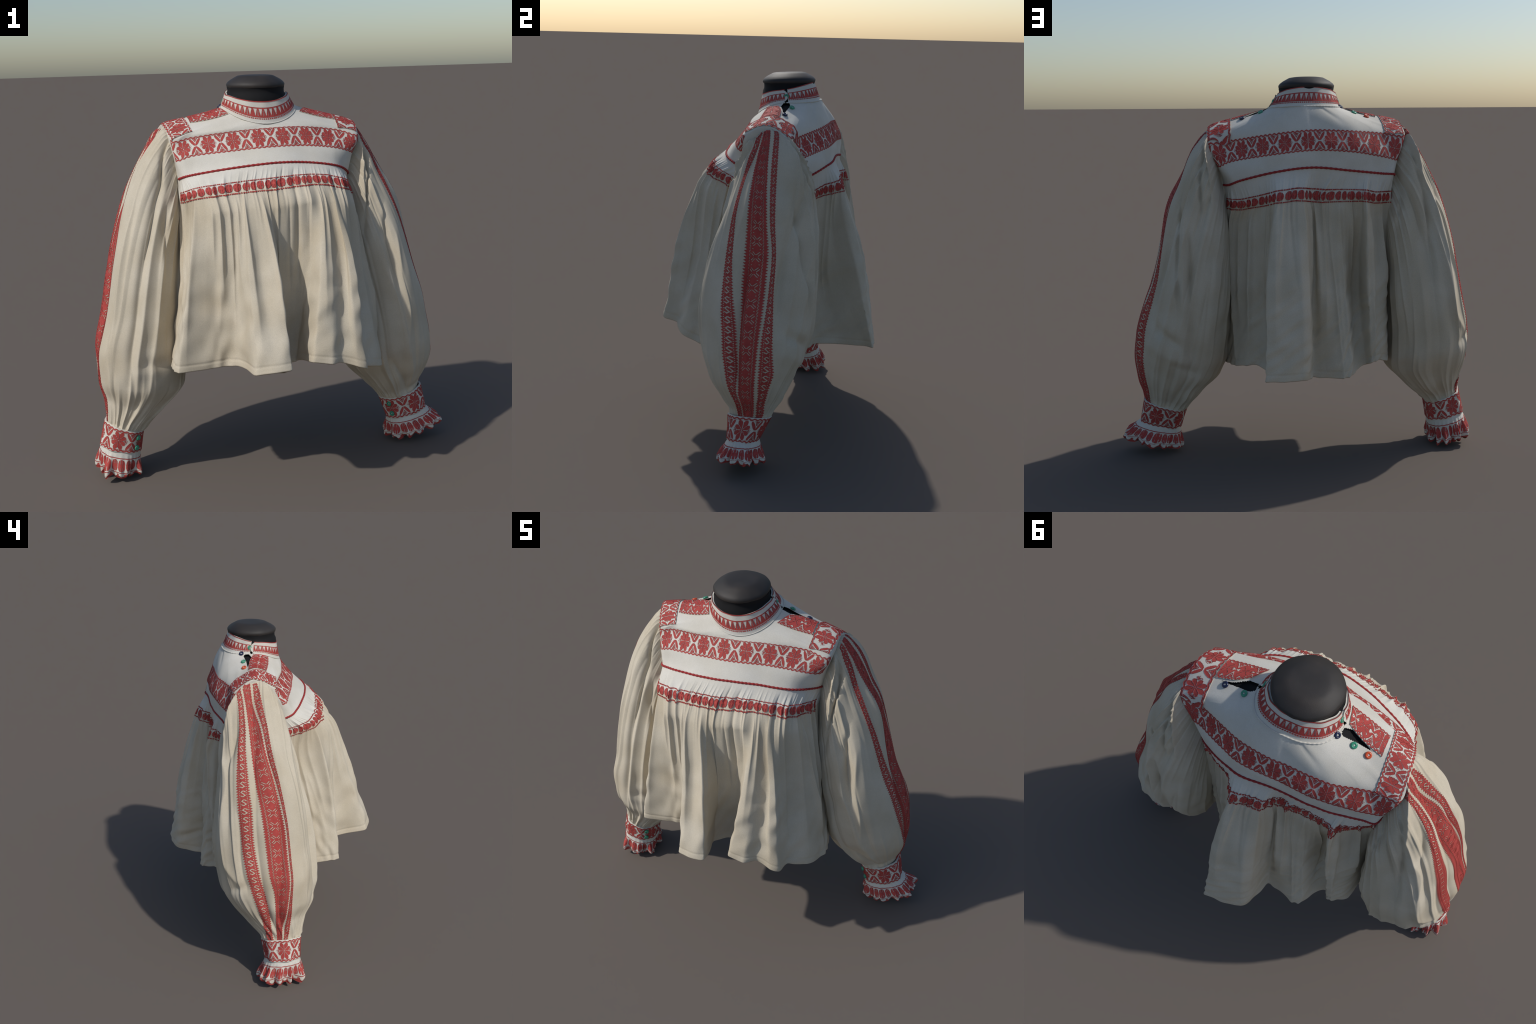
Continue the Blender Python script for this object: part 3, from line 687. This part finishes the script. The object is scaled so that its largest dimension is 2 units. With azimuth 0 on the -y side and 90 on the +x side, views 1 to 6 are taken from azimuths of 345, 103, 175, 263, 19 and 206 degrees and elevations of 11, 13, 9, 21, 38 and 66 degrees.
sleeve_parts = []
for rings, stripes, seed, centre, creases_, crumples_, lean_, fill_, hang_ in ((SLEEVE_LEFT, STRIPES_LEFT, 40, (-.62, .12, .95), CREASES_LEFT, CRUMPLES_LEFT, (0, .01, .01, .01, .005, 0, 0, 0), (2.2, 2.2, 2.1, 2.6), .05),
                                                    (SLEEVE_RIGHT, STRIPES_RIGHT, 70, (.6, .1, .95), CREASES_RIGHT, CRUMPLES_RIGHT, (0, -.01, -.02, 0, .012, .012, 0, 0), (1.75, 1.75, 2.3, 2.6), .08)):
    sl = Sleeve(rings, seed, creases_, crumples_, lean_, fill_, hang_)
    nu, nv = 440, 300
    PH, R = np.meshgrid(np.arange(nu) / nu * TAU, np.linspace(0, sl.n, nv), indexing="ij")
    ob = new_object("sleeve", sl(PH, R), quads(nu, nv, loop=True), LINEN, blouse)
    st = np.asarray(stripes); zs = st[:, 0]; order = np.argsort(zs)
    edges = pchip(zs[order], st[order, 1:])
    r0, r1 = float(sl.ring_at(zs.max())), float(sl.ring_at(zs.min()))
    for k, pat in ((0, hook_stripe), (1, cross_stripe), (2, hook_stripe)):
        def fn(a, b, k=k):
            r = r0 + (r1 - r0) * a
            z = sl.f(r)[..., 1]; e = edges(z)
            pa, pb = sl.angle(e[..., 2 * k], r), sl.angle(e[..., 2 * k + 1], r)
            return sl(pa + (pb - pa) * b, r)
        embroider("embroidered_sleeve_stripe", fn, pat, ob, from_=centre, lift=.0013, width=.105 if k == 1 else .058, cell=.0020)
    sleeve_parts.append((sl, ob))

# ------------------------------------------------------------------ cuffs and frills
def ring_loft(levels, phi, t):
    f = pchip(np.arange(len(levels)), levels); k = f(t)
    c, s = np.cos(phi), np.sin(phi); e = 2 / 2.2
    C = np.sign(c) * np.abs(c) ** e; S = np.sign(s) * np.abs(s) ** e
    cx, hx = (k[..., 0] + k[..., 2]) / 2, (k[..., 0] - k[..., 2]) / 2
    cz, hz = (k[..., 1] + k[..., 3]) / 2, (k[..., 1] - k[..., 3]) / 2
    yc, hy = (k[..., 4] + k[..., 5]) / 2, (k[..., 5] - k[..., 4]) / 2
    ctr = np.stack([cx, yc, cz], -1)
    return np.stack([cx + hx * C, yc + hy * S, cz + hz * C], -1), ctr

CUFF_LEFT = [(-.890, .306, -.698, .240, -.060, .174), (-.905, .245, -.708, .185, -.052, .166), (-.922, .178, -.716, .132, -.047, .160)]
CUFF_RIGHT = [(.840, .308, .612, .240, -.038, .186), (.852, .240, .630, .185, -.034, .158), (.864, .172, .646, .126, -.034, .128)]
FRILL_LEFT = [(-.914, .182, -.720, .136, -.043, .156), (-.927, .135, -.724, .088, -.052, .178), (-.935, .080, -.728, .040, -.060, .198), (-.934, .040, -.732, .016, -.058, .200)]
FRILL_RIGHT = [(.860, .178, .650, .132, -.026, .128), (.900, .147, .646, .090, -.048, .142), (.938, .116, .644, .044, -.068, .160), (.946, .090, .650, .018, -.068, .162)]

def bead(name, material, at, axis, r=.0155, parent=None, flat=.55):
    """Domed ring button with a pale thread knot in its hole."""
    axis = Vector(axis).normalized(); q_ = axis.to_track_quat("Z", "Y")
    prof = [(.22, -.05), (.26, .18), (.45, .42), (.70, .46), (.92, .25), (1.0, 0), (.9, -.25), (.5, -.3)]
    k = 28; a = np.arange(k) / k * TAU
    V = np.array([[(x * r * math.cos(t), x * r * math.sin(t), y * r * flat * 2) for x, y in prof] for t in a])
    M = np.array(q_.to_matrix()); V = V @ M.T + np.array(at)
    ob = new_object(name, V, quads(k, len(prof), loop=True), material, parent)
    V2 = np.array([[(x * r * math.cos(t), x * r * math.sin(t), y * r) for x, y in ((.27, .12), (.18, .22), (.02, .26))] for t in a]) @ M.T + np.array(at)
    new_object("thread_knot", V2, quads(k, 3, loop=True), PALE, ob)
    return ob

for cuff_r, frill_r, seed, side in ((CUFF_LEFT, FRILL_LEFT, 5, -1), (CUFF_RIGHT, FRILL_RIGHT, 9, 1)):
    nu, nv = 220, 30
    wob = Waves(3, 7, 4, seed)
    def cuff_fn(phi, t, off=0.0):
        phi, t = np.broadcast_arrays(np.asarray(phi, float), np.asarray(t, float))
        P, c = ring_loft(cuff_r, phi, t); return P + unit(P - c) * (.0022 * wob(phi / TAU) + off)[..., None]
    PH, T = np.meshgrid(np.arange(nu) / nu * TAU, np.linspace(0, 2, nv), indexing="ij")
    out = cuff_fn(PH, T); lip_t = cuff_fn(PH[:, :1], T[:, :1], -.010); lip_b = cuff_fn(PH[:, :1], T[:, -1:], -.008)
    V = np.concatenate([lip_t, out, lip_b], 1)
    cuff = new_object("cuff", V, quads(nu, nv + 2, loop=True), WHITE, blouse)
    ctr = out.mean((0, 1))
    embroider("embroidered_cuff_band", lambda a, b: cuff_fn(a * TAU + math.pi, .05 + 1.9 * b), flower_band, cuff, from_=ctr)
    ruffle = Waves(4, 12, 6, seed + 30); tiny = Waves(24, 36, 4, seed + 31); drop = Waves(9, 16, 4, seed + 32)
    def frill_fn(phi, t):
        phi, t = np.broadcast_arrays(np.asarray(phi, float), np.asarray(t, float))
        P, c = ring_loft(frill_r, phi, t); w = t / 3; g = phi / TAU
        d = .0125 * smooth(.1, .8, w) * ruffle(g) + .0035 * w * tiny(g) - .008 * smooth(.85, 1, w)
        P = P + unit((P - c) * [1, 1, .3]) * d[..., None]
        P[..., 2] += .007 * smooth(.5, 1, w) * drop(g)
        return P
    nv = 46
    PH, T = np.meshgrid(np.arange(nu) / nu * TAU, np.linspace(0, 3, nv), indexing="ij")
    F = frill_fn(PH, T)
    frill = new_object("frill", F, quads(nu, nv, loop=True), WHITE, blouse)
    embroider("embroidered_frill_band", lambda a, b: frill_fn(a * TAU + math.pi, 3 * b), frill_pattern, frill, from_=F.mean((0, 1)), cell=.0020)
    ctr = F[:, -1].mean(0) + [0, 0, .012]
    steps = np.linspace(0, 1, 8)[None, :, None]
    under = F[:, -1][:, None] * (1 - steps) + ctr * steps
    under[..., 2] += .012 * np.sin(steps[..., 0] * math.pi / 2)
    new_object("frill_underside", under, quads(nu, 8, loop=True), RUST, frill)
    # two green buttons on the inner front of each cuff
    for t in (.55, 1.5):
        ph = math.pi + (.95 if side < 0 else .62)
        p = cuff_fn(np.array(ph), np.array(t)); c = np.array([(cuff_r[1][0] + cuff_r[1][2]) / 2, (cuff_r[1][4] + cuff_r[1][5]) / 2, p[2]])
        nrm = unit(p - c); bead("button", GREEN, p + nrm * .004, nrm, .014, cuff)

# ------------------------------------------------------------------ shoulder and collar buttons
for mat, at, ax in ((BLUE, (-.200, .154, 1.843), (-.55, .35, .75)), (GREEN, (-.282, .156, 1.819), (-.3, .35, .9)), (ORANGE, (-.347, .163, 1.803), (-.3, .35, .9)),
                    (BLUE, (.299, .128, 1.800), (.3, .35, .9)), (GREEN, (.202, .142, 1.824), (.35, .35, .85)),
                    (GREEN, (-.203, .104, 1.876), (-.95, .05, .2)), (GREEN, (.133, .095, 1.874), (.93, .05, .2))):
    ax = Vector(ax).normalized()
    if at[2] < 1.86:
        hit = yoke_tree.find_nearest(Vector(at)); at = tuple(hit[0] + ax * .004)
    bead("button", mat, at, ax, .0150, blouse, .42)

# ------------------------------------------------------------------ dress form
def revolve(name, prof, centre, rx, ry, material, parent, n=72, bump=0.0, tilt=(0, 0), seed=1):
    a = np.arange(n) / n * TAU; r_ = np.random.default_rng(seed); ph = r_.uniform(0, TAU, 6)
    V = np.array([[(centre[0] + p[0] * rx * math.cos(t), centre[1] + p[0] * ry * math.sin(t), p[1]) for p in prof] for t in a])
    V[..., 2] += tilt[0] * (V[..., 0] - centre[0]) + tilt[1] * (V[..., 1] - centre[1])
    rad = 1 + bump * (np.sin(3 * a + ph[0]) + np.sin(5 * a + ph[1]) + .7 * np.sin(8 * a + ph[2]))[:, None]
    V[..., 0] = centre[0] + (V[..., 0] - centre[0]) * rad; V[..., 1] = centre[1] + (V[..., 1] - centre[1]) * rad
    return new_object(name, V, quads(n, len(prof), loop=True), material, parent)
NECK_AT = (-.043, .073)
cap_prof = [(.001, 2.000), (.30, 2.000), (.50, 1.999), (.62, 1.996), (.70, 1.990), (.84, 1.979), (.95, 1.967), (1.0, 1.957), (.995, 1.948), (.975, 1.942)]
revolve("neck_cap", cap_prof, NECK_AT, .146, .146, LEATHER, form, bump=.006, tilt=(0, .04), seed=4)
neck_prof = [(.985, 1.943), (.968, 1.930), (.972, 1.915), (1.02, 1.900), (1.03, 1.875), (1.0, 1.80), (1.0, 1.70)]
revolve("neck", neck_prof, NECK_AT, .146, .143, BLACK, form, bump=.002, tilt=(0, .03), seed=6)
# torso inside the blouse: dark surface a little inside the cloth, closed below
ts = np.concatenate([np.linspace(.02, 4, 60), np.linspace(4, 4.8, 40)[1:]])
Sg, Tg = np.meshgrid(np.linspace(0, 16, 420, endpoint=False), ts, indexing="ij")
B = body_base(Sg, Tg); n = grid_normals(B, True) * outward
for _ in range(6): n = unit(n + np.roll(n, 3, 0) + np.roll(n, -3, 0))
B = B - n * .012
k = smooth(2.8, 4.2, Tg)[..., None]
drop = ring_fns[4](Sg); drop = np.stack([-.03 + .62 * (drop[..., 0] + .03), .06 + .62 * (drop[..., 1] - .06), B[..., 2]], -1)
B = B * (1 - k) + drop * k                                   # straight sided below the chest
last = B[:, -1]; mid = last.mean(0) + [0, 0, .01]
st = np.linspace(0, 1, 12)[1:][None, :, None]
B = np.concatenate([B, last[:, None] * (1 - st) + mid * st], 1)
new_object("torso", B, quads(*B.shape[:2], loop=True), BLACK, form)
